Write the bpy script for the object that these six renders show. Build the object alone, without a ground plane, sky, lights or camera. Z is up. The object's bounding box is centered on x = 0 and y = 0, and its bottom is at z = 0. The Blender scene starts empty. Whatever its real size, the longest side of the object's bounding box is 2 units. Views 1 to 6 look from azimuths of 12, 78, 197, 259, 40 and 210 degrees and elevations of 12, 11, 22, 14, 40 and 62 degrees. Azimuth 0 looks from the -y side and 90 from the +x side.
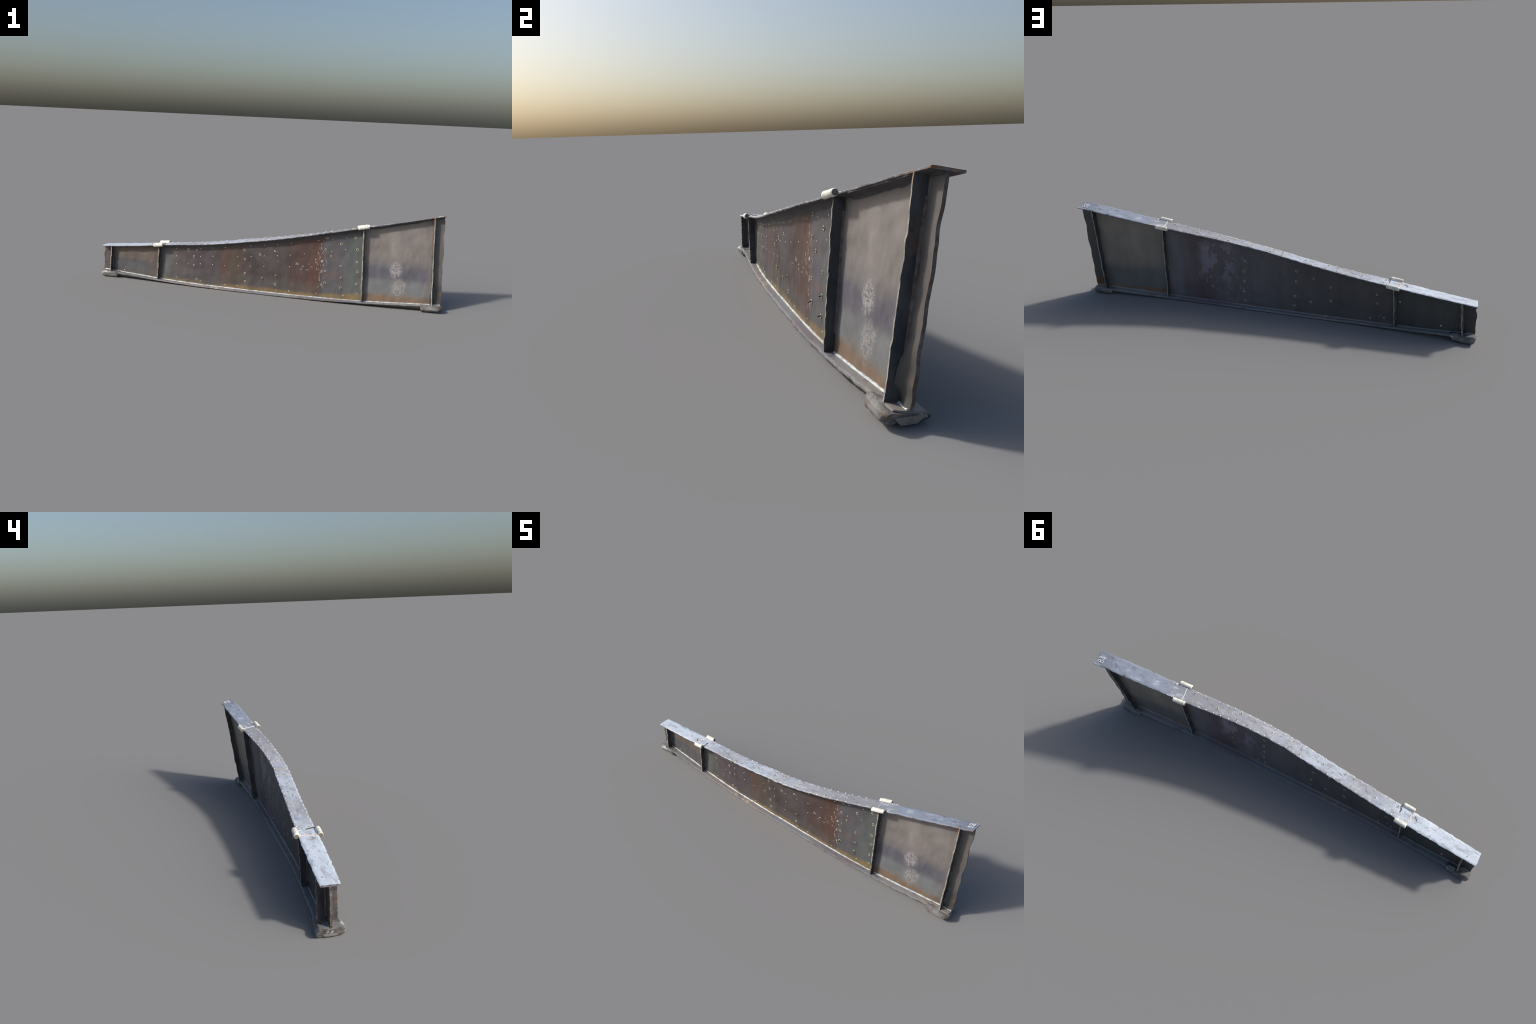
"""Old haunched steel plate girder: bowed and twisted I-section, four pairs of
stiffeners, two bearing blocks, four lift pads, gauge rings and marker dots."""
import bpy, bmesh, math, random
from mathutils import Vector, Matrix, noise

random.seed(7)

# ------------------------------------------------------------------ profile
def spline(kx, ky):
    """natural cubic spline through control points, linear beyond the ends"""
    n = len(kx)
    h = [kx[i+1]-kx[i] for i in range(n-1)]
    a = [0.0]*n; b = [1.0]*n; c = [0.0]*n; d = [0.0]*n
    for i in range(1, n-1):
        a[i] = h[i-1]; b[i] = 2*(h[i-1]+h[i]); c[i] = h[i]
        d[i] = 6*((ky[i+1]-ky[i])/h[i]-(ky[i]-ky[i-1])/h[i-1])
    for i in range(1, n):
        w = a[i]/b[i-1]; b[i] -= w*c[i-1]; d[i] -= w*d[i-1]
    m = [0.0]*n
    for i in range(n-2, 0, -1):
        m[i] = (d[i]-c[i]*m[i+1])/b[i]
    def f(x):
        if x <= kx[0]:
            s = (ky[1]-ky[0])/h[0]-h[0]*m[1]/6
            return ky[0]+s*(x-kx[0])
        if x >= kx[-1]:
            s = (ky[-1]-ky[-2])/h[-1]+h[-1]*m[-2]/6
            return ky[-1]+s*(x-kx[-1])
        i = 0
        while x > kx[i+1]:
            i += 1
        t = x-kx[i]; u = kx[i+1]-x; q = h[i]
        return (m[i]*u**3+m[i+1]*t**3)/(6*q)+(ky[i]/q-m[i]*q/6)*u+(ky[i+1]/q-m[i+1]*q/6)*t
    return f

KT = [-.990, -.772, -.553, -.335, -.117, .102, .320, .538, .757, .975]
TFY = spline(KT, [.0002, -.0205, -.0351, -.0523, -.0705, -.0797, -.0642, -.0381, -.0125, .0179])
TFZ = spline(KT, [.1859, .2088, .2357, .2600, .2945, .3335, .3775, .4225, .4690, .5144])
TBY = spline(KT, [.0675, .0548, .0365, .0165, .0000, -.0115, .0053, .0355, .0619, .0877])
TBZ = spline(KT, [.1860, .2097, .2350, .2620, .2985, .3355, .3745, .4150, .4570, .5020])
KB = [-.990, -.880, -.628, -.376, -.124, .129, .381, .633, .885, .990]
BFY = spline(KB, [-.004, -.0100, -.0273, -.0448, -.0565, -.0655, -.0735, -.0735, -.0657, -.0625])
BFZ = spline(KB, [.0360, .0300, .0165, .0100, .0080, .0085, .0125, .0220, .0340, .0395])
BBY = spline(KB, [.0720, .0631, .0370, .0160, .0075, .0005, -.0060, -.0040, .0080, .0110])
BBZ = spline(KB, [.0370, .0300, .0170, .0095, .0075, .0080, .0090, .0130, .0230, .0270])
FLANGE_T = 0.0065
WEB_T = 0.0080
WEB_OUT = {-1: .0037, 1: .0048}       # plate faces from the middle plane, front and back

def top_pt(x, t):      # t=0 front edge, 1 back edge, upper face of the top flange
    return Vector((x, TFY(x)+t*(TBY(x)-TFY(x)), TFZ(x)+t*(TBZ(x)-TFZ(x))))
def bot_pt(x, t):      # upper face of the bottom flange
    return Vector((x, BFY(x)+t*(BBY(x)-BFY(x)), BFZ(x)+t*(BBZ(x)-BFZ(x))))
def up_dir(x):
    d = top_pt(x, .5)-bot_pt(x, .5); d.x = 0
    return d.normalized()
def side_dir(x):
    u = up_dir(x)
    return Vector((0, u.z, -u.y))
def web_pt(x, z):
    """middle plane of the web at a world height z"""
    a = bot_pt(x, .5); b = top_pt(x, .5)
    t = (z-a.z)/(b.z-a.z)
    return Vector((x, a.y+t*(b.y-a.y), z))
def n1(v, s=1.0, seed=0.0):
    return noise.noise(Vector((v*s+seed*17.3, seed*5.1+.37, seed*2.7)))
def n3(p, s, seed=0.0):
    return noise.noise(Vector((p[0]*s+seed*11.1, p[1]*s+seed*3.3, p[2]*s-seed*7.7)))
def rag(x, seed):
    """ragged edge of a plate, metres: sharp little bites and slow swells"""
    return .0026*n1(x, 36, seed)+.0018*n1(x, 85, seed+1)-.0050*max(0, n1(x, 21, seed+2)-.18)

# ------------------------------------------------------------------ nodes
class Nodes:
    def __init__(self, name):
        self.mat = bpy.data.materials.new(name)
        self.mat.use_nodes = True
        self.t = self.mat.node_tree
        self.t.nodes.clear()
        self.out = self.t.nodes.new('ShaderNodeOutputMaterial')
        self.bsdf = self.t.nodes.new('ShaderNodeBsdfPrincipled')
        self.t.links.new(self.bsdf.outputs[0], self.out.inputs[0])
        tc = self.t.nodes.new('ShaderNodeTexCoord')
        self.co = tc.outputs['Object']
        sep = self.t.nodes.new('ShaderNodeSeparateXYZ')
        self.t.links.new(self.co, sep.inputs[0])
        self.x, self.y, self.z = sep.outputs
    def put(self, sock, v):
        if isinstance(v, (int, float)):
            sock.default_value = v
        elif isinstance(v, tuple):
            sock.default_value = v if len(v) == 4 or len(sock.default_value) == 3 else v+(1,)
        else:
            self.t.links.new(v, sock)
    def m(self, op, a, b=0.0, c=None):
        n = self.t.nodes.new('ShaderNodeMath'); n.operation = op
        self.put(n.inputs[0], a); self.put(n.inputs[1], b)
        if c is not None: self.put(n.inputs[2], c)
        return n.outputs[0]
    def add(self, a, b): return self.m('ADD', a, b)
    def sub(self, a, b): return self.m('SUBTRACT', a, b)
    def mul(self, a, b): return self.m('MULTIPLY', a, b)
    def step(self, v, a, b, lo=0.0, hi=1.0):
        n = self.t.nodes.new('ShaderNodeMapRange'); n.interpolation_type = 'SMOOTHSTEP'
        self.put(n.inputs['Value'], v)
        if a > b: a, b, lo, hi = b, a, hi, lo
        n.inputs['From Min'].default_value = a; n.inputs['From Max'].default_value = b
        n.inputs['To Min'].default_value = lo; n.inputs['To Max'].default_value = hi
        return n.outputs[0]
    def band(self, v, a, b, soft):
        return self.mul(self.step(v, a-soft, a+soft), self.step(v, b+soft, b-soft))
    def noise(self, scale, detail=4, rough=.55, stretch=(1, 1, 1), shift=0.0, dist=0.0):
        mp = self.t.nodes.new('ShaderNodeMapping')
        mp.inputs['Scale'].default_value = stretch
        mp.inputs['Location'].default_value = (shift, shift*.7, shift*1.3)
        self.t.links.new(self.co, mp.inputs[0])
        n = self.t.nodes.new('ShaderNodeTexNoise')
        n.inputs['Scale'].default_value = scale; n.inputs['Detail'].default_value = detail
        n.inputs['Roughness'].default_value = rough; n.inputs['Distortion'].default_value = dist
        self.t.links.new(mp.outputs[0], n.inputs['Vector'])
        return n.outputs['Fac']
    def mix(self, f, a, b):
        n = self.t.nodes.new('ShaderNodeMix'); n.data_type = 'RGBA'
        self.put(n.inputs[0], f)
        self.put(n.inputs[6], a); self.put(n.inputs[7], b)
        return n.outputs[2]
    def scale_col(self, col, f):
        n = self.t.nodes.new('ShaderNodeMix'); n.data_type = 'RGBA'; n.blend_type = 'MULTIPLY'
        n.inputs[0].default_value = 1
        self.put(n.inputs[6], col)
        cb = self.t.nodes.new('ShaderNodeCombineColor')
        for i in range(3): self.put(cb.inputs[i], f)
        self.t.links.new(cb.outputs[0], n.inputs[7])
        return n.outputs[2]
    def ell(self, cx, cz, rx, rz):
        dx = self.mul(self.sub(self.x, cx), 1/rx); dz = self.mul(self.sub(self.z, cz), 1/rz)
        return self.m('SQRT', self.add(self.mul(dx, dx), self.mul(dz, dz)))
    def finish(self, col, rough=.6, spec=.3, metal=0.0, bump=None, strength=.3, dist=.002):
        self.put(self.bsdf.inputs['Base Color'], col)
        self.put(self.bsdf.inputs['Roughness'], rough)
        self.bsdf.inputs['Specular IOR Level'].default_value = spec
        self.put(self.bsdf.inputs['Metallic'], metal)
        if bump is not None:
            b = self.t.nodes.new('ShaderNodeBump')
            b.inputs['Strength'].default_value = strength; b.inputs['Distance'].default_value = dist
            self.put(b.inputs['Height'], bump)
            self.t.links.new(b.outputs[0], self.bsdf.inputs['Normal'])
        return self.mat

def srgb(r, g, b):
    f = lambda c: c/12.92 if c <= .04045 else ((c+.055)/1.055)**2.4
    return (f(r/255), f(g/255), f(b/255), 1.0)

RUST = srgb(132, 82, 44)
def web_material(front):
    k = Nodes('web_steel_front' if front else 'web_steel_back')
    x, z = k.x, k.z
    ztop = k.add(k.mul(k.add(x, .99), .1665), .187)     # height of the haunch
    h = k.m('DIVIDE', z, ztop)
    wob = k.mul(k.sub(k.noise(6, 4, .6, (1, 1, .45)), .5), .09)
    xw = k.add(x, wob)
    zw = k.add(z, k.mul(k.sub(k.noise(7, 3, .5, (.6, 1, 1), 3.0), .5), .05))
    grain = k.noise(55, 6, .7)
    blot = k.noise(11, 5, .6, (1, 1, .5), 5.0)
    streak = k.noise(26, 4, .6, (1, 1, .12), 2.0)
    # --- long middle panel
    if front:
        c = srgb(82, 75, 75)
        c = k.mix(k.step(xw, -.47, -.56), c, srgb(92, 92, 91))
        c = k.mix(k.band(xw, -.47, -.26, .03), c, srgb(79, 71, 75))
        c = k.mix(k.mul(k.band(xw, -.245, -.205, .02), .8), c, srgb(88, 64, 57))
        c = k.mix(k.mul(k.band(xw, -.20, -.12, .025), .7), c, srgb(88, 75, 66))
        c = k.mix(k.mul(k.step(k.noise(9, 4, .6, (1, 1, .6), 44.0), .54, .62), k.mul(k.band(xw, -.1, .24, .05), .55)), c, srgb(66, 60, 57))
        c = k.mix(k.mul(k.band(xw, .16, .33, .035), .75), c, srgb(84, 66, 62))
        c = k.mix(k.mul(k.band(k.add(x, k.mul(wob, .35)), .265, .335, .016), .7), c, srgb(92, 67, 59))
        c = k.mix(k.step(k.add(x, k.mul(wob, .25)), .338, .352), c, srgb(88, 86, 90))
        c = k.mix(k.mul(k.band(zw, .145, .165, .012), k.mul(k.band(xw, .345, .44, .02), .6)), c, srgb(98, 76, 67))
        c = k.mix(k.mul(k.band(zw, .245, .265, .010), k.mul(k.band(xw, .345, .41, .02), .6)), c, srgb(92, 73, 68))
        c = k.mix(k.step(xw, .44, .52), c, srgb(90, 95, 94))
        c = k.mix(k.mul(k.step(zw, .115, .06), .35), c, srgb(84, 86, 84))
        # ochre line of dirt along the foot of the plate
        och = k.mul(k.step(k.sub(zw, k.mul(k.step(x, .25, .55), .018)), .045, .022), k.step(k.noise(5, 3, .6, (1, 1, .3), 8.0), .36, .6, .25, 1.0))
        c = k.mix(och, c, srgb(122, 104, 74))
        # small white abrasions
        ab = k.mul(k.step(k.noise(115, 3, .6, (1, 1, .8), 4.0), .58, .62),
                   k.mul(k.step(k.ell(.255, .205, .095, .085), 1.0, .35), k.step(k.noise(16, 3, .6, (1, 1, 1), 6.0), .44, .56)))
        ab2 = k.mul(k.step(k.noise(120, 3, .6, (1.2, 1, .5), 9.0), .58, .64), k.mul(k.band(x, .322, .35, .008), k.band(z, .06, .33, .03)))
        c = k.mix(k.mul(k.m('MAXIMUM', ab, ab2), .8), c, srgb(196, 187, 178))
    else:
        c = srgb(98, 94, 96)
        c = k.mix(k.step(xw, .10, .30), c, srgb(102, 94, 98))
        c = k.mix(k.mul(k.band(xw, .33, .42, .03), .7), c, srgb(90, 78, 80))
        c = k.mix(k.step(xw, .43, .52), c, srgb(114, 112, 116))
        pk = k.mul(k.step(k.noise(13, 4, .62, (1, 1, .8), 12.0), .47, .51), k.mul(k.band(xw, .20, .375, .03), k.band(zw, .14, .33, .03)))
        c = k.mix(k.mul(pk, .8), c, srgb(128, 124, 132))
        sp = k.mul(k.step(k.noise(90, 3, .6, (1.4, 1, .8), 14.0), .62, .68), k.band(xw, .1, .4, .05))
        c = k.mix(k.mul(sp, .6), c, srgb(152, 160, 166))
        c = k.mix(k.step(xw, .02, -.30), c, srgb(86, 82, 82))
        c = k.mix(k.mul(k.step(zw, .03, .012), .7), c, srgb(106, 74, 60))
    # --- left panels
    if front:
        l = k.mix(k.step(zw, .085, .125), srgb(85, 86, 88), srgb(101, 93, 87))
        l = k.mix(k.mul(k.band(zw, .085, .115, .014), .8), l, srgb(85, 84, 90))
        l = k.mix(k.step(xw, -.72, -.62), l, srgb(94, 83, 76))
        l = k.mix(k.mul(k.step(zw, .06, .03), .7), l, srgb(95, 83, 73))
    else:
        l = srgb(74, 74, 72)
    l = k.mix(k.step(x, -.932, -.938), l, srgb(88, 80, 80) if front else srgb(66, 66, 66))
    c = k.mix(k.step(x, -.623, -.627), c, l)
    # --- deep panel at the high end
    if front:
        d = k.mix(k.step(zw, .19, .30), srgb(102, 100, 105), srgb(126, 120, 117))
        d = k.mix(k.mul(k.band(zw, .155, .215, .022), .85), d, srgb(95, 93, 103))
        d = k.mix(k.step(zw, .165, .12), d, srgb(114, 116, 118))
        d = k.mix(k.mul(k.step(zw, .085, .045), .8), d, srgb(115, 103, 92))
        d = k.mix(k.mul(k.step(zw, .060, .038), .5), d, srgb(120, 90, 63))
        d = k.mix(k.mul(k.step(xw, .88, .93), .4), d, srgb(106, 99, 94))
        scr = k.step(k.noise(120, 4, .7, (1.6, 1, .5), 21.0), .36, .60)
        scr = k.mul(scr, k.step(k.noise(130, 3, .6, (.35, 1, 1.8), 23.0), .34, .52))
        wl = k.mul(k.sub(k.noise(30, 4, .65), .5), 1.1)
        ov = k.m('MAXIMUM', k.step(k.add(k.ell(.740, .205, .038, .046), wl), 1.15, .6), k.step(k.add(k.ell(.763, .106, .038, .056), wl), 1.15, .6))
        d = k.mix(k.mul(k.mul(ov, scr), .9), d, srgb(163, 159, 157))
        dk = k.mul(k.step(k.noise(60, 2, .5, (1, 1, 1), 31.0), .70, .76), k.step(z, .09, .05))
        d = k.mix(dk, d, srgb(49, 44, 42))
        e = k.mix(k.step(z, .10, .2), srgb(76, 75, 74), srgb(99, 96, 94))
    else:
        d = k.mix(k.step(zw, .13, .21), srgb(114, 112, 112), srgb(136, 128, 118))
        d = k.mix(k.mul(k.step(zw, .05, .028), .7), d, srgb(134, 98, 62))
        d = k.mix(k.mul(k.step(xw, .87, .93), .4), d, srgb(108, 90, 74))
        e = k.mix(k.step(zw, .09, .05), srgb(88, 86, 82), srgb(112, 84, 52))
    d = k.mix(k.step(x, .930, .934), d, e)
    c = k.mix(k.step(x, .560, .564), c, d)
    c = k.scale_col(c, k.add(.64, k.mul(blot, .72)))
    c = k.scale_col(c, k.add(.80, k.mul(streak, .40)))
    c = k.scale_col(c, k.add(.88, k.mul(grain, .24)))
    # rust at the cut ends
    er = k.mul(k.step(k.noise(40, 3, .6, (1, 1, 1), 40.0), .52, .62), k.m('MAXIMUM', k.step(x, .970, .985), k.step(x, -.975, -.985)))
    c = k.mix(k.mul(er, .25), c, RUST)
    return k.finish(c, k.step(blot, .3, .7, .48, .64), .35, bump=k.noise(34, 7, .7), strength=.25, dist=.003)

def top_flange_material():
    k = Nodes('top_flange_baked_sky_tint')
    x = k.x
    n = k.noise(7, 5, .62, (1, 1.6, 1)); n2 = k.noise(24, 5, .65, (.6, 1.5, 1), 3.0); g = k.noise(90, 4, .7)
    xw = k.add(x, k.mul(k.sub(n, .5), .3))
    c = k.mix(k.step(xw, -.66, -.44), srgb(186, 196, 208), srgb(156, 159, 166))  # blue-white tint and extra lightness bake the sky's reflection into the plate colour
    c = k.mix(k.band(xw, -.30, -.04, .07), c, srgb(166, 174, 186))
    c = k.mix(k.step(xw, .12, .34), c, srgb(136, 138, 144))
    c = k.mix(k.step(xw, .52, .68), c, srgb(134, 143, 159))
    c = k.mix(k.mul(k.step(x, .84, .97), .7), c, srgb(96, 102, 114))
    c = k.mix(k.mul(k.step(n2, .50, .66), .55), c, srgb(122, 121, 128))
    c = k.mix(k.mul(k.step(n2, .46, .32), .50), c, srgb(200, 206, 216))
    c = k.mix(k.mul(k.step(k.noise(12, 4, .6, (1, 1, 1), 9.0), .58, .68), .5), c, srgb(142, 152, 174))
    c = k.mix(k.mul(k.step(k.noise(30, 5, .7, (1, 1.2, 1), 19.0), .56, .70), .55), c, srgb(100, 98, 104))
    dk = k.mul(k.step(k.noise(38, 3, .6, (1, 1.4, 1), 17.0), .62, .70), .6)
    c = k.mix(dk, c, srgb(84, 86, 94))
    c = k.mix(k.mul(k.step(k.noise(60, 2, .5, (.15, 3, 1), 27.0), .60, .68), .4), c, srgb(112, 116, 126))
    c = k.scale_col(c, k.add(.92, k.mul(g, .42)))
    return k.finish(c, k.step(n2, .3, .7, .42, .6), .4, bump=k.noise(40, 6, .7), strength=.25, dist=.003)

def flange_edge_material():
    k = Nodes('cut_plate_edge')
    n = k.noise(60, 4, .65); m = k.noise(18, 3)
    c = k.mix(k.step(n, .38, .66), srgb(92, 90, 92), srgb(140, 140, 144))
    ru = k.mul(k.step(k.noise(40, 3, .6, (1, 1, 1), 5.0), .46, .58), k.step(k.x, .74, .88))
    c = k.mix(k.mul(ru, .8), c, srgb(126, 88, 60))
    c = k.mix(k.mul(k.step(m, .58, .68), .35), c, srgb(128, 92, 66))
    return k.finish(c, .65, .3, bump=n, strength=.4, dist=.002)

def underside_material():
    k = Nodes('flange_underside')
    c = k.mix(k.noise(14, 5, .6, (1, 2, 1)), srgb(62, 60, 62), srgb(98, 95, 96))
    return k.finish(c, .65, .3, bump=k.noise(40, 5), strength=.25, dist=.003)

def bottom_flange_material():
    k = Nodes('bottom_flange_steel')
    n = k.noise(9, 5, .6, (.6, 1.5, 1)); g = k.noise(70, 4, .7)
    xw = k.add(k.x, k.mul(k.sub(n, .5), .3))
    c = k.mix(k.step(xw, -.70, -.45), srgb(121, 122, 123), srgb(128, 121, 122))
    c = k.mix(k.step(xw, -.25, .0), c, srgb(122, 124, 129))
    c = k.mix(k.mul(k.band(xw, .25, .50, .08), .7), c, srgb(111, 102, 109))
    c = k.mix(k.step(xw, .55, .65), c, srgb(133, 133, 134))
    c = k.mix(k.mul(k.step(xw, .78, .90), .5), c, srgb(140, 127, 112))
    c = k.mix(k.mul(k.step(k.noise(26, 4, .6, (.7, 1.4, 1), 4.0), .54, .66), .5), c, srgb(94, 88, 91))
    ta = k.mul(k.step(k.noise(40, 3, .6, (1, 1, 1), 7.0), .52, .60), k.band(xw, -.36, -.22, .04))
    c = k.mix(k.mul(ta, .8), c, srgb(165, 155, 135))
    c = k.scale_col(c, k.add(.82, k.mul(g, .36)))
    return k.finish(c, k.step(n, .3, .7, .45, .62), .4, bump=k.noise(42, 6, .7), strength=.3, dist=.003)

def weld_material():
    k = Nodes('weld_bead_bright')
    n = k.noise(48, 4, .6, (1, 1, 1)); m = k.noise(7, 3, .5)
    c = k.mix(k.step(n, .36, .62), srgb(146, 153, 157), srgb(192, 200, 202))  # base colour lightened to paint the sun glint along the front bead
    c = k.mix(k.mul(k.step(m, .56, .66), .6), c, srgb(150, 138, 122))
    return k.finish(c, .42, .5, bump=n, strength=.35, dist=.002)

def dark_weld_material():
    k = Nodes('weld_bead_dull')
    n = k.noise(60, 4, .6)
    c = k.mix(k.step(n, .36, .66), srgb(84, 72, 66), srgb(112, 106, 104))
    c = k.mix(k.mul(k.step(k.noise(20, 3), .55, .66), .5), c, srgb(100, 78, 62))
    return k.finish(c, .6, .3, bump=n, strength=.3, dist=.002)

def stiffener_material():
    k = Nodes('stiffener_steel')
    n = k.noise(16, 5, .6, (1, 1, .5)); g = k.noise(70, 4, .7)
    c = k.mix(k.step(n, .34, .68), srgb(56, 58, 66), srgb(84, 83, 84))  # steel darkened to navy for the occlusion shade on the plate faces
    ru = k.mul(k.step(k.noise(24, 4, .6, (1, 1, .5), 6.0), .56, .66), .45)
    c = k.mix(ru, c, srgb(112, 84, 66))
    c = k.scale_col(c, k.add(.85, k.mul(g, .3)))
    return k.finish(c, .6, .3, bump=k.noise(36, 6), strength=.25, dist=.003)

def stiffener_edge_material():
    k = Nodes('stiffener_cut_edge')
    n = k.noise(50, 4, .65, (1, 1, .6))
    c = k.mix(k.step(n, .36, .64), srgb(116, 112, 106), srgb(162, 160, 152))
    ru = k.mul(k.step(k.z, .46, .495), k.step(k.x, .88, .9))
    c = k.mix(k.mul(ru, .8), c, srgb(138, 94, 58))
    return k.finish(c, .6, .35, bump=n, strength=.3, dist=.002)

def block_material():
    k = Nodes('bearing_block_worn')
    n = k.noise(20, 5, .62, (.5, 1.4, 1.6)); g = k.noise(80, 4, .7, (.5, 1, 1)); m = k.noise(34, 4, .6, (.5, 1, 1), 4.0)
    c = k.mix(k.step(n, .34, .66), srgb(76, 74, 72), srgb(128, 127, 126))  # greys lowered overall to bring in the shadow baked on the end face
    c = k.mix(k.mul(k.step(m, .58, .66), .7), c, srgb(206, 202, 198))
    c = k.mix(k.mul(k.step(k.noise(30, 3, .6, (1, 1, 1), 8.0), .60, .68), .6), c, srgb(128, 88, 52))
    c = k.scale_col(c, k.add(.8, k.mul(g, .4)))
    return k.finish(c, .6, .35, bump=n, strength=.35, dist=.004)

def pad_material():
    k = Nodes('lift_pad_cream')
    n = k.noise(45, 4, .6); m = k.noise(22, 3)
    c = k.mix(k.step(n, .32, .62), srgb(206, 204, 190), srgb(240, 238, 228))
    c = k.mix(k.mul(k.step(m, .58, .70), .5), c, srgb(186, 170, 128))
    return k.finish(c, .6, .3, bump=n, strength=.3, dist=.003)

def plain(name, col, var=.3, rough=.6, sc=80):
    k = Nodes(name)
    n = k.noise(sc, 3, .6)
    c = k.scale_col(k.mix(0.0, col, col), k.add(1-var/2, k.mul(n, var)))
    return k.finish(c, rough, .3)

M_WF = web_material(True); M_WB = web_material(False)
M_TOP = top_flange_material(); M_EDGE = flange_edge_material(); M_UNDER = underside_material()
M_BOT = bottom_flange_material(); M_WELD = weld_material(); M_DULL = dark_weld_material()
M_STIFF = stiffener_material(); M_SEDGE = stiffener_edge_material()
M_BLOCK = block_material(); M_PAD = pad_material()
M_PADEND = plain('lift_pad_core', srgb(120, 114, 100), .4)
M_CHALK = plain('white_chalk', srgb(226, 230, 234), .25, .8, 140)
M_FAINT = plain('faint_chalk', srgb(150, 156, 160), .3, .8, 140)
M_DOT = plain('white_paint_dot', srgb(234, 231, 226), .2, .6)
M_RING = plain('gauge_ring_tan', srgb(222, 208, 182), .3, .55, 200)
M_PIN = plain('dark_pin', srgb(70, 58, 50), .4, .5, 200)
M_WIRE = plain('rusty_wire', srgb(84, 62, 52), .5, .5, 120)
M_SPAT = plain('weld_spatter', srgb(214, 206, 204), .5, .45, 90)

# ------------------------------------------------------------------ builders
root = bpy.data.objects.new('steel_girder', None)
bpy.context.scene.collection.objects.link(root)
root['label'] = 'long tapered rusty steel I-beam girder with stiffeners'
root['category'] = 'steel girder'

def make(name, verts, faces, mats, fmat=None, parent=None, smooth=40):
    me = bpy.data.meshes.new(name)
    me.from_pydata([tuple(v) for v in verts], [], faces)
    for m in mats: me.materials.append(m)
    if fmat:
        for p, i in zip(me.polygons, fmat): p.material_index = i
    me.validate()
    bm = bmesh.new(); bm.from_mesh(me)
    bmesh.ops.recalc_face_normals(bm, faces=bm.faces)
    bm.to_mesh(me); bm.free()
    if smooth:
        me.polygons.foreach_set('use_smooth', [True]*len(me.polygons))
        me.set_sharp_from_angle(angle=math.radians(smooth))
    ob = bpy.data.objects.new(name, me)
    bpy.context.scene.collection.objects.link(ob)
    ob.parent = parent or root
    return ob

def loft(name, sections, mats, mat_of=None, parent=None, smooth=40, closed_caps=True):
    """sections: list of equally long closed rings of points"""
    n = len(sections[0]); V = []; F = []; fm = []
    for s in sections: V += s
    for i in range(len(sections)-1):
        for j in range(n):
            a = i*n+j; b = i*n+(j+1) % n
            F.append((a, b, b+n, a+n)); fm.append(mat_of(j) if mat_of else 0)
    if closed_caps:
        for base in (0, (len(sections)-1)*n):
            F.append(tuple(base+j for j in range(n))); fm.append(mat_of(-1) if mat_of else 0)
    return make(name, V, F, mats, fm, parent, smooth)

def lin(a, b, n): return [a+(b-a)*i/(n-1) for i in range(n)]

# ---- top flange
def flange(name, pt, x0, x1, over, seed, mats, thick, lump, keel=False):
    NX = 420; NA = 9
    secs = []
    for i, x in enumerate(lin(x0, x1, NX)):
        s = side_dir(x); u = up_dir(x)
        a = pt(x, 0)+s*(-over+rag(x, seed)); b = pt(x, 1)+s*(over+rag(x, seed+5))
        endx = 0.0
        ring = []
        bev = .0014
        def P(t, top):
            p = a.lerp(b, t)
            w = lump*n3(p, 16, seed)+.5*lump*n3(p, 45, seed+2)
            edge = bev if t in (0, 1) else 0
            q = p+u*(w-edge if top else -thick+w*.6+edge)
            if keel and not top:           # dark sagging belly under the lower plate
                f = min(1, 2.2*(1-abs(2*t-1)))*min(1, max(0, abs(x)-.45)/.1)
                q.z += (.003+.0015*n1(x, 20, seed+7)-q.z)*f*.95
            q.z = max(q.z, .0003)
            if i in (0, NX-1):
                q.x += .0025*n1(t*5, 1, seed+9+i)
            return q
        ts = [0]+lin(.025, .975, NA)+[1]
        ring += [P(t, True) for t in ts]
        ring += [P(t, False) for t in reversed(ts)]
        secs.append(ring)
    nt = NA+2
    def mo(j):
        if j < 0: return 1
        if j < nt-1: return 0
        if j == nt-1 or j == 2*nt-1: return 1
        return 2
    return loft(name, secs, mats, mo, smooth=50)

flange('top_flange', top_pt, -.991, .977, .0016, 1, [M_TOP, M_EDGE, M_UNDER], FLANGE_T, .0014)
flange('bottom_flange', bot_pt, -.990, .990, .0018, 2, [M_BOT, M_BOT, M_UNDER], FLANGE_T+.002, .0011, True)

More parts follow.
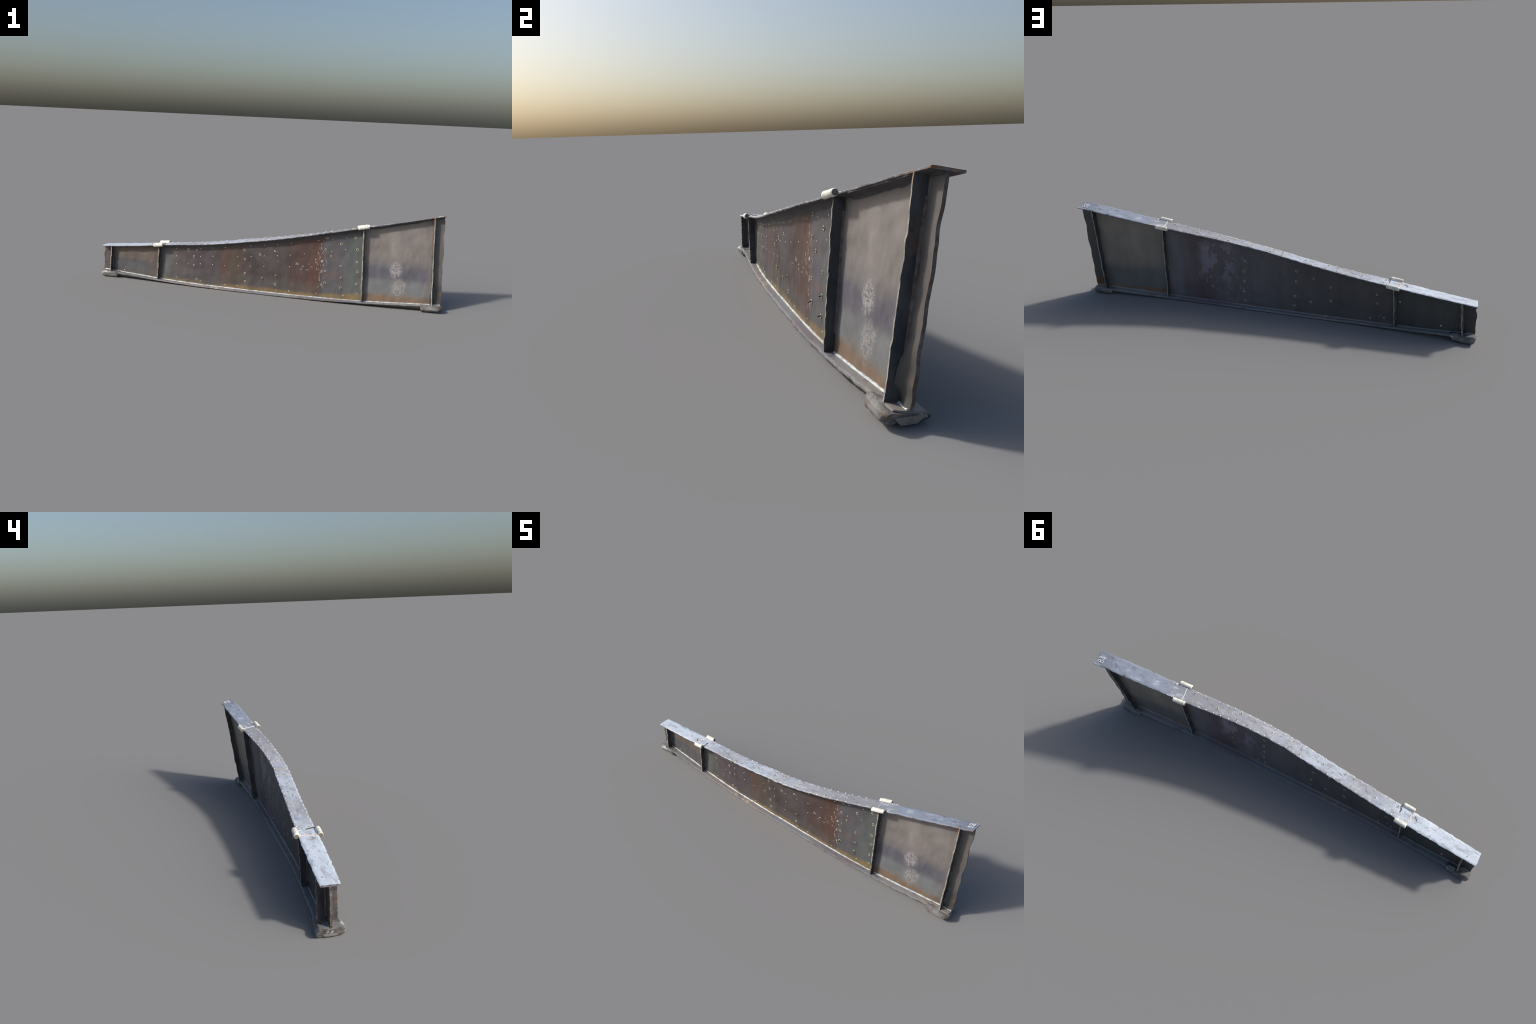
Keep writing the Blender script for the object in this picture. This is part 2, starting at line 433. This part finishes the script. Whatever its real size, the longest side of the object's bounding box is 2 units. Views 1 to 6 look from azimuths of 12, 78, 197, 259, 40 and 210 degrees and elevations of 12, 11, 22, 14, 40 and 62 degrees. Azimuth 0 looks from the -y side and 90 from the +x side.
# ---- web
def web_ends(t):
    """ragged cut ends of the web, t from foot to head"""
    l = -.994+.005*t+.0055*n1(t, 6, 41)+.0035*n1(t, 13, 43)
    r = .993-.018*t+.0050*n1(t, 6, 45)+.0030*n1(t, 15, 46)+.0014*n1(t, 34, 47)
    return l, r
def build_web():
    NX, NZ = 420, 44
    V = []; F = []; fm = []
    for side in (-1, 1):
        for i in range(NX):
            for j in range(NZ):
                t = j/(NZ-1)
                l, r = web_ends(t)
                x = l+(r-l)*i/(NX-1)
                a = bot_pt(x, .5)-up_dir(x)*.002; b = top_pt(x, .5)-up_dir(x)*.004
                p = a.lerp(b, t); p.x = x
                amp = .0024*n3(p, 9, 3)+.0020*n3(p, 22, 4)+.0009*n3(p, 50, 5)
                if side < 0:               # torn, crumpled pocket beside the last stiffener
                    a1 = max(0, min(1, (.17-p.z)/.07)); a2 = max(0, min(1, (p.z-.045)/.03)); a3 = max(0, min(1, (.985-x)/.045)) if x > .941 else 0
                    amp -= .020*a1*a2*a3*a3
                # crumpled lower corner at the deep end
                amp += .006*n3(p, 26, 6)*max(0, min(1, (x-.90)/.06))*max(0, min(1, (.16-p.z)/.08))
                V.append(p+side_dir(x)*(side*WEB_OUT[side]+amp))
    N = NX*NZ
    for s in (0, 1):
        for i in range(NX-1):
            for j in range(NZ-1):
                a = s*N+i*NZ+j
                F.append((a, a+1, a+NZ+1, a+NZ)); fm.append(s)
    for i in (0, NX-1):
        for j in range(NZ-1):
            a = i*NZ+j; F.append((a, a+1, N+a+1, N+a)); fm.append(2)
    for j in (0, NZ-1):
        for i in range(NX-1):
            a = i*NZ+j; F.append((a, a+NZ, N+a+NZ, N+a)); fm.append(2)
    make('web', V, F, [M_WF, M_WB, M_DULL], fm, smooth=35)
build_web()

# ---- stiffeners: x at head, x at foot
STIFF = {-1: [(-.931, -.939), (-.621, -.632), (.552, .569), (.919, .943)],   # front side
         1: [(-.923, -.935), (-.616, -.627), (.546, .566), (.909, .924)]}    # back side
STIFF_T = .0068
def build_stiffener(xt, xb, sgn, seed):
    NZ, NW = 60, 8
    V = []; F = []; fm = []
    for face in (-1, 1):
        for j in range(NZ):
            t = j/(NZ-1)
            x = xb+(xt-xb)*t
            lo = bot_pt(x, .5); hi = top_pt(x, .5)-up_dir(x)*FLANGE_T*.6
            c = lo.lerp(hi, t); c.x = x
            e0 = bot_pt(x, 0 if sgn < 0 else 1); e1 = top_pt(x, 0 if sgn < 0 else 1)-up_dir(x)*FLANGE_T*.6
            e0 = e0.lerp(lo, .05); e1 = e1.lerp(top_pt(x, .5), .02)
            e = e0.lerp(e1, t); e.x = x
            for w in range(NW):
                f = w/(NW-1)
                p = c.lerp(e, f)
                if w == NW-1:
                    p += side_dir(x)*sgn*(.0026*n1(t, 14, seed)+.0016*n1(t, 30, seed+1))
                bow = .0016*n1(t, 4, seed+2)+.0018*n1(t, 11, seed+3)*f
                th = STIFF_T*.5*(1+.15*n1(t, 20, seed+4))*(1 if w < NW-1 else .82)
                V.append(p+Vector((face*th+bow, 0, 0)))
    N = NZ*NW
    for s in (0, 1):
        for j in range(NZ-1):
            for w in range(NW-1):
                a = s*N+j*NW+w; F.append((a, a+1, a+NW+1, a+NW)); fm.append(0)
    for w, m in ((0, 0), (NW-1, 1)):
        for j in range(NZ-1):
            a = j*NW+w; F.append((a, a+NW, N+a+NW, N+a)); fm.append(m)
    for j in (0, NZ-1):
        for w in range(NW-1):
            a = j*NW+w; F.append((a, a+1, N+a+1, N+a)); fm.append(0)
    return make('stiffener', V, F, [M_STIFF, M_SEDGE], fm, smooth=50)

def bead(name, pts, size, dirs, mat, seed):
    """fillet weld: a little rippled wedge run along pts; dirs gives the two leg directions"""
    secs = []
    for i, p in enumerate(pts):
        d1, d2 = dirs(p)
        s = size*(1+.22*n1(i, .9, seed)+.12*n1(i, .37, seed+1))
        k = -.0012
        secs.append([p+d1*k+d2*k, p+d1*s+d2*k, p+d1*s*.86+d2*s*.28, p+d1*s*.58+d2*s*.58, p+d1*s*.28+d2*s*.86, p+d1*k+d2*s])
    return loft(name, secs, [mat], smooth=60)

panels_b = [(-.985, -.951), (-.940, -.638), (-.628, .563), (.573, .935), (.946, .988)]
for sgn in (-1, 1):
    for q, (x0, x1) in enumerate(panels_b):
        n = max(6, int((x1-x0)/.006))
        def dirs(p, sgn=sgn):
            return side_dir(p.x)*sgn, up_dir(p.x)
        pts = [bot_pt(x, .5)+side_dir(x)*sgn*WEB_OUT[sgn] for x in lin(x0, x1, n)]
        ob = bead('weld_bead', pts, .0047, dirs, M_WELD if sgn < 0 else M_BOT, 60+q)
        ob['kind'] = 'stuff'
    for q, (x0, x1) in enumerate([(-.965, -.937), (-.925, -.624), (-.612, .550), (.562, .914), (.926, .970)]):
        n = max(6, int((x1-x0)/.006))
        def dirs2(p, sgn=sgn):
            return side_dir(p.x)*sgn, -up_dir(p.x)
        pts = [top_pt(x, .5)-up_dir(x)*FLANGE_T+side_dir(x)*sgn*WEB_OUT[sgn] for x in lin(x0, x1, n)]
        bead('weld_bead', pts, .0058, dirs2, M_UNDER, 80+q)

def cove(x0, x1, depth, seed):
    secs = []
    for i, x in enumerate(lin(x0, x1, int((x1-x0)/.008))):
        u = up_dir(x); s = side_dir(x)
        top = top_pt(x, .5)-u*(FLANGE_T*.9)
        w = (top_pt(x, .5)-top_pt(x, 0)).length-.0025+rag(x, 1)*.6
        fade = min(1, (x-x0)/.03, (x1-x)/.03); fade = .25+.75*max(0, fade)
        d = depth*fade*(1+.2*n1(x, 18, seed))
        a = top-s*w; ring = [top+u*.001, a+u*.001, a-u*.0022*fade]
        for k in range(1, 7):
            f = k/6
            ring.append(top-s*(WEB_T*.5+(w-WEB_T*.5)*(1-f)**1.9)-u*(.0022*fade+d*f**1.9))
        ring.append(top-u*d)
        secs.append(ring)
    loft('weld_cove', secs, [M_UNDER], smooth=60)
cove(-.605, .545, .022, 71)
cove(.575, .905, .012, 72)

for sgn in (-1, 1):
    for q, (xt, xb) in enumerate(STIFF[sgn]):
        build_stiffener(xt, xb, sgn, 100+q*10+sgn)
        for fx in (-1, 1):
            pts = []
            for t in lin(.12, .90, 40):
                x = xb+(xt-xb)*t
                p = bot_pt(x, .5).lerp(top_pt(x, .5), t)+side_dir(x)*sgn*WEB_OUT[sgn]
                p.x = x+fx*STIFF_T*.5
                pts.append(p)
            bead('weld_bead', pts, .0048, lambda p, fx=fx, sgn=sgn: (Vector((fx, 0, 0)), side_dir(p.x)*sgn), M_DULL, 140+q)

# ---- bearing blocks under the two ends
def smooth_ring(pts, per):
    """closed polygon with softly rounded corners"""
    out = []; n = len(pts)
    for i in range(n):
        a, b, c = Vector(pts[i-1]), Vector(pts[i]), Vector(pts[(i+1) % n])
        p0 = b.lerp(a, .28); p1 = b.lerp(c, .28)
        for k in range(per):
            t = k/(per-1)
            out.append(p0.lerp(b, t).lerp(b.lerp(p1, t), t))
        nx = Vector(pts[(i+1) % n]).lerp(b, .28)
        out.append(p1.lerp(nx, .33)); out.append(p1.lerp(nx, .66))
    return out
def bearing_block(x_in, x_out, cut_in, cut_out, prof, seed):
    """worn shoe round the flange end; prof(f) is its (y, z) outline from the inner to the outer face"""
    secs = []; NX = 40
    for i in range(NX):
        f = i/(NX-1)
        ring = []
        lip = 1-.08*max(0, 1-i/4.0)**2-.08*max(0, 1-(NX-1-i)/4.0)**2
        pr = smooth_ring(prof(f), 5)
        cy = sum(p[0] for p in pr)/len(pr); zt = max(p[1] for p in pr)
        for y, z in pr:
            v = max(0, min(1, z/zt))
            xi = x_in+(x_out-x_in)/abs(x_out-x_in)*cut_in*(1-v); xo = x_out-(x_out-x_in)/abs(x_out-x_in)*cut_out*(1-v)**1.2
            p = Vector((xi+(xo-xi)*f, cy+(y-cy)*lip, z*(.5+.5*lip) if z > .01 else z))
            p += Vector((.0016*n3(p, 60, seed), .0028*n3(p, 38, seed+1)+.0012*n3(p, 90, seed+4), (.0022*n3(p, 46, seed+2)+.001*n3(p, 100, seed+5))*(.1+.9*v)))
            p.z = max(p.z, 0.0)
            ring.append(p)
        secs.append(ring)
    def closing(ring):                     # dished end face built from shrinking rings
        c = sum(ring, Vector())/len(ring)
        return [[c+(p-c)*k for p in ring] for k in (.08, .35, .62, .86)]
    secs = closing(secs[0])+secs+list(reversed(closing(secs[-1])))
    return loft('bearing_block', secs, [M_BLOCK], smooth=38)
L = lambda a, b, f: a+(b-a)*f
bearing_block(-.882, -.998, .014, .014, lambda f: [(L(-.006, -.012, f), .0345), (L(-.016, -.021, f), .027), (L(-.014, -.018, f), .010), (L(-.006, -.010, f), 0),
    (L(.064, .080, f), 0), (L(.072, .088, f), .012), (L(.071, .086, f), .024), (L(.066, .076, f), .0355), (.050, .0335), (.020, .0335)], 2)
bearing_block(.882, .9985, .008, .024, lambda f: [(L(-.070, -.068, f), .0375), (L(-.083, -.082, f), .031), (L(-.087, -.088, f), .016), (L(-.077, -.066, f), 0),
    (L(.013, .012, f), 0), (L(.021, .022, f), .006), (L(.022, .025, f), .016), (L(.013, .014, f), .0245), (-.010, .0265), (-.045, .0325)], 1)

# ---- lift pads hooked on the top flange edges
def lift_pad(x0, x1, t, seed):
    sgn = -1 if t == 0 else 1
    secs = []; NL, M = 22, 22
    for i in range(NL):
        f = i/(NL-1)
        x = x0+(x1-x0)*f
        c = top_pt(x, t)+side_dir(x)*sgn*.0085+up_dir(x)*.0005
        cap = min(1, .80+.20*math.sqrt(max(0, 1-(2*f-1)**16)))
        r = .0108*cap*(1+.07*n1(f, 3, seed))
        ring = []
        for j in range(M):
            a = 2*math.pi*j/M
            rr = r*(1+.08*n1(a, 1.1, seed+3))
            ring.append(c+side_dir(x)*math.cos(a)*rr+up_dir(x)*math.sin(a)*rr*1.02)
        secs.append(ring)
    ob = loft('lift_pad', secs, [M_PAD, M_PADEND], lambda j: 1 if j < 0 else 0, smooth=45)
    return ob
lift_pad(.524, .584, 0, 1); lift_pad(.514, .573, 1, 2)
lift_pad(-.650, -.592, 0, 3); lift_pad(-.642, -.581, 1, 4)

# ---- strokes (chalk, wire)
def stroke(name, pts, radius, mat, parent=None, res=2):
    cu = bpy.data.curves.new(name, 'CURVE'); cu.dimensions = '3D'
    cu.bevel_depth = radius; cu.bevel_resolution = 1; cu.use_fill_caps = True; cu.resolution_u = 6
    for run in pts:
        sp = cu.splines.new('BEZIER'); sp.bezier_points.add(len(run)-1)
        for b, p in zip(sp.bezier_points, run):
            b.co = p; b.handle_left_type = b.handle_right_type = 'AUTO'
    tmp = bpy.data.objects.new(name, cu); bpy.context.scene.collection.objects.link(tmp)
    dg = bpy.context.evaluated_depsgraph_get()
    me = bpy.data.meshes.new_from_object(tmp.evaluated_get(dg))
    bpy.data.objects.remove(tmp, do_unlink=True)
    me.name = name; me.materials.clear(); me.materials.append(mat)
    for p in me.polygons: p.material_index = 0; p.use_smooth = True
    ob = bpy.data.objects.new(name, me); bpy.context.scene.collection.objects.link(ob); ob.parent = parent or root
    return ob
def on_top(x, t, lift=.0008): return top_pt(x, t)+up_dir(x)*lift
def on_web(x, z, sgn, lift=.001): return web_pt(x, z)+side_dir(x)*sgn*(WEB_OUT[sgn]+lift)

# handwritten mark: letters run from the back edge to the front, tops toward the high end
def glyph(runs, u0, v0, w, h):
    return [[on_top(v0+v*h, u0-u*w) for u, v in r] for r in runs]
LET_B = [[(.15, 0), (.12, .5), (.18, 1)], [(.1, .98), (.6, 1.0), (.78, .78), (.55, .56), (.2, .52), (.7, .5), (.95, .25), (.6, .02), (.05, 0)]]
NUM_3 = [[(.05, .88), (.45, 1.0), (.85, .80), (.35, .55), (.9, .32), (.55, .02), (.0, .12)]]
stroke('chalk_letter', glyph(LET_B, .80, .941, .21, .024), .0012, M_CHALK)
stroke('chalk_numeral', glyph(NUM_3, .54, .943, .19, .023), .0012, M_CHALK)
stroke('chalk_line', [[on_top(.545-.009*t+.0008*math.sin(t*9), t, .0006) for t in lin(.06, .93, 9)]], .0017, M_CHALK)
stroke('chalk_numeral', [[on_web(-.541, .062, 1), on_web(-.555, .062, 1), on_web(-.549, .050, 1), on_web(-.546, .040, 1)],
                         [on_web(-.542, .051, 1), on_web(-.553, .051, 1)]], .0006, M_FAINT)
stroke('chalk_line', [[on_web(.232, .172, 1), on_web(.226, .168, 1), on_web(.223, .140, 1), on_web(.224, .098, 1)]], .0008, M_FAINT)
stroke('wire_hook', [[on_top(-.587, -.08, .003), on_top(-.588, .10, .0045), on_top(-.592, .30, .003), on_top(-.590, .50, .0015)]], .0016, M_WIRE)
stroke('wire_hook', [[on_top(-.660, .20, .002), on_top(-.668, .30, .0025), on_top(-.676, .42, .001)]], .0009, M_WIRE)
# pale rub marks on the front web around the long dents
for (x, z, dx, dz) in [(-.013, .227, .022, -.012), (.072, .254, .024, -.005), (.080, .205, .016, -.012)]:
    stroke('scratch_mark', [[on_web(x, z, -1), on_web(x+dx*.5, z+dz*.4, -1), on_web(x+dx, z+dz, -1)]], .0006, M_FAINT)

# ---- marker dots, joined
def blob_mesh(name, items, mat):
    """items: (centre, normal, radius, height)"""
    V = []; F = []
    for c, nrm, r, hgt in items:
        a = nrm.orthogonal().normalized(); b = nrm.cross(a); k = len(V); M = 8
        for rr, hh in ((1.0, -.0004), (.85, hgt*.7), (.4, hgt)):
            for j in range(M):
                g = 2*math.pi*j/M
                V.append(c+a*math.cos(g)*r*rr+b*math.sin(g)*r*rr+nrm*hh)
        for q in (0, 1):
            for j in range(M):
                F.append((k+q*M+j, k+q*M+(j+1) % M, k+(q+1)*M+(j+1) % M, k+(q+1)*M+j))
        F.append(tuple(k+2*M+j for j in range(M)))
    ob = make(name, V, F, [mat], smooth=60)
    ob['kind'] = 'stuff'
    return ob
rnd = random.Random(11)
items = []
for i in range(14):                                   # four rows on the front of the web
    x = -.520+.0755*i
    s = (x+.52)/.98
    rows = [top_pt(x, .5).z-.031-.012*s, .166+.125*s*(.55+.45*s), .122+.083*s*(.6+.4*s), .037-.011*math.sin(min(1, s*1.9)*math.pi*.5)+.012*max(0, s-.5)*2]
    for z in rows:
        if rnd.random() < .93:
            items.append((on_web(x+rnd.uniform(-.003, .003)+.006*s*(1-z*3), z+rnd.uniform(-.002, .002), -1, 0), -side_dir(x), rnd.uniform(.0021, .0029), .0010))
blob_mesh('marker_dots', items, M_DOT)
items = []
for i in range(31):                                   # rows along both edges of the top flange
    x = -.594+.0375*i
    for t in (.045, .948):
        if -.60 < x < .52 and rnd.random() < .94:
            items.append((on_top(x+rnd.uniform(-.003, .003), t+rnd.uniform(-.015, .015), .0004), up_dir(x), rnd.uniform(.0028, .0040), .0012))
blob_mesh('edge_marker_dots', items, M_DOT)
# pale flakes stuck to the plates
items = [(on_web(-.645, .142, 1, 0), side_dir(-.645), .0040, .001), (on_web(-.840, .053, 1, 0), side_dir(-.84), .0042, .001),
         (on_web(-.857, .043, -1, 0), -side_dir(-.857), .003, .001), (on_web(.148, .345, -1, 0), -side_dir(.148), .002, .001)]
for (x, t, n, sp) in [(.590, .06, 10, .012), (-.640, .05, 6, .010), (.596, .95, 6, .01)]:
    for _ in range(n):
        items.append((on_top(x+rnd.gauss(0, sp), t+rnd.uniform(-.03, .05), .0003), up_dir(x), rnd.uniform(.0018, .0040), .0012))
blob_mesh('pale_flakes', items, M_SPAT)
items = []
for _ in range(46):                                   # rough weld scar across the low joint
    t = rnd.uniform(.03, .97); x = -.646+.010*t+rnd.gauss(0, .0035)
    items.append((on_top(x, t, .0003), up_dir(x), rnd.uniform(.0022, .0052), rnd.uniform(.0010, .0026)))
for _ in range(10):
    t = rnd.uniform(.55, .95); x = -.632+rnd.gauss(0, .006)
    items.append((on_top(x, t, .0003), up_dir(x), rnd.uniform(.0018, .004), .0014))
blob_mesh('weld_spatter', items, M_SPAT)

# ---- gauge rings with a pin, shared mesh
def ring_mesh(name, pin_h, pin_r=1.0):
    V = []; F = []; fm = []
    R, r, A, B = .0051, .0009, 16, 6
    for i in range(A):
        a = 2*math.pi*i/A
        for j in range(B):
            b = 2*math.pi*j/B
            V.append(Vector(((R+r*math.cos(b))*math.cos(a), (R+r*math.cos(b))*math.sin(a), r*.9*math.sin(b)+.0004)))
    for i in range(A):
        for j in range(B):
            F.append((i*B+j, ((i+1) % A)*B+j, ((i+1) % A)*B+(j+1) % B, i*B+(j+1) % B)); fm.append(0)
    k = len(V); M = 7
    for h, rr in ((-.001, .0024), (pin_h*.6, .0020), (pin_h, .0008)):
        for j in range(M):
            a = 2*math.pi*j/M; V.append(Vector((pin_r*rr*math.cos(a), pin_r*rr*math.sin(a)+h*.25, h)))
    for q in (0, 1):
        for j in range(M):
            F.append((k+q*M+j, k+q*M+(j+1) % M, k+(q+1)*M+(j+1) % M, k+(q+1)*M+j)); fm.append(1)
    F.append(tuple(k+2*M+j for j in range(M))); fm.append(1)
    me = bpy.data.meshes.new(name)
    me.from_pydata([tuple(v) for v in V], [], F)
    me.materials.append(M_RING); me.materials.append(M_PIN)
    for p, i in zip(me.polygons, fm): p.material_index = i; p.use_smooth = True
    return me
PALE = ring_mesh('gauge_ring_pale', .0022, .5)
LOW = ring_mesh('gauge_ring', .003); TALL = ring_mesh('gauge_ring_tall', .011)
def put_ring(p, nrm, tall=False, pale=False):
    ob = bpy.data.objects.new('gauge_ring', PALE if pale else TALL if tall else LOW)
    bpy.context.scene.collection.objects.link(ob); ob.parent = root
    q = nrm.to_track_quat('Z', 'Y')
    sc = rnd.uniform(.85, 1.15)
    ob.matrix_local = Matrix.Translation(p) @ q.to_matrix().to_4x4() @ Matrix.Rotation(rnd.uniform(0, 6.28) if not tall else math.pi, 4, 'Z') @ Matrix.Diagonal((sc, sc, sc, 1))
FRONT = [(-.445, .212), (-.393, .213), (-.409, .174), (-.409, .122), (-.389, .039), (-.103, .245), (-.1, .189), (-.097, .108),
         (-.095, .06), (-.013, .227), (.072, .254), (.081, .06), (.512, .361), (.526, .297), (.528, .229), (.535, .176), (.535, .108),
         (.541, .055), (.436, .322), (.442, .2), (.354, .286), (.357, .218), (.357, .166), (.358, .351), (.386, .251)]
SPIKE = [(.448, .135), (.45, .079), (.361, .098), (.003, .091), (.082, .112)]
BACK = [(.3, .324), (.315, .198), (.321, .145), (.316, .092), (.229, .176), (.23, .066), (.145, .316), (.139, .249), (.143, .194),
        (.141, .141), (.144, .086), (.14, .033), (.22, .287), (-.134, .227), (-.132, .172), (-.127, .094), (-.124, .043), (-.222, .201),
        (-.209, .074), (-.307, .219), (-.308, .166), (-.31, .094), (-.536, .165), (-.538, .118), (-.506, .036), (-.573, .047)]
TOPS = [(.268, .2), (.225, .18), (.271, .76), (.214, .765), (.099, .5), (-.008, .215), (-.055, .24), (-.001, .78), (-.062, .815),
        (-.18, .5), (-.291, .22), (-.336, .225), (-.281, .8), (-.339, .81), (-.46, .525), (-.564, .76), (-.572, .215), (.502, .2), (.493, .78), (.376, .52)]
for x, z in FRONT: put_ring(on_web(x, z, -1, .0006), -side_dir(x))
for x, z in SPIKE: put_ring(on_web(x, z, -1, .0006), -side_dir(x), True)
for x, z in BACK: put_ring(on_web(x, z, 1, .0006), side_dir(x))
for x, t in TOPS: put_ring(on_top(x, t, .0008), up_dir(x), pale=True)
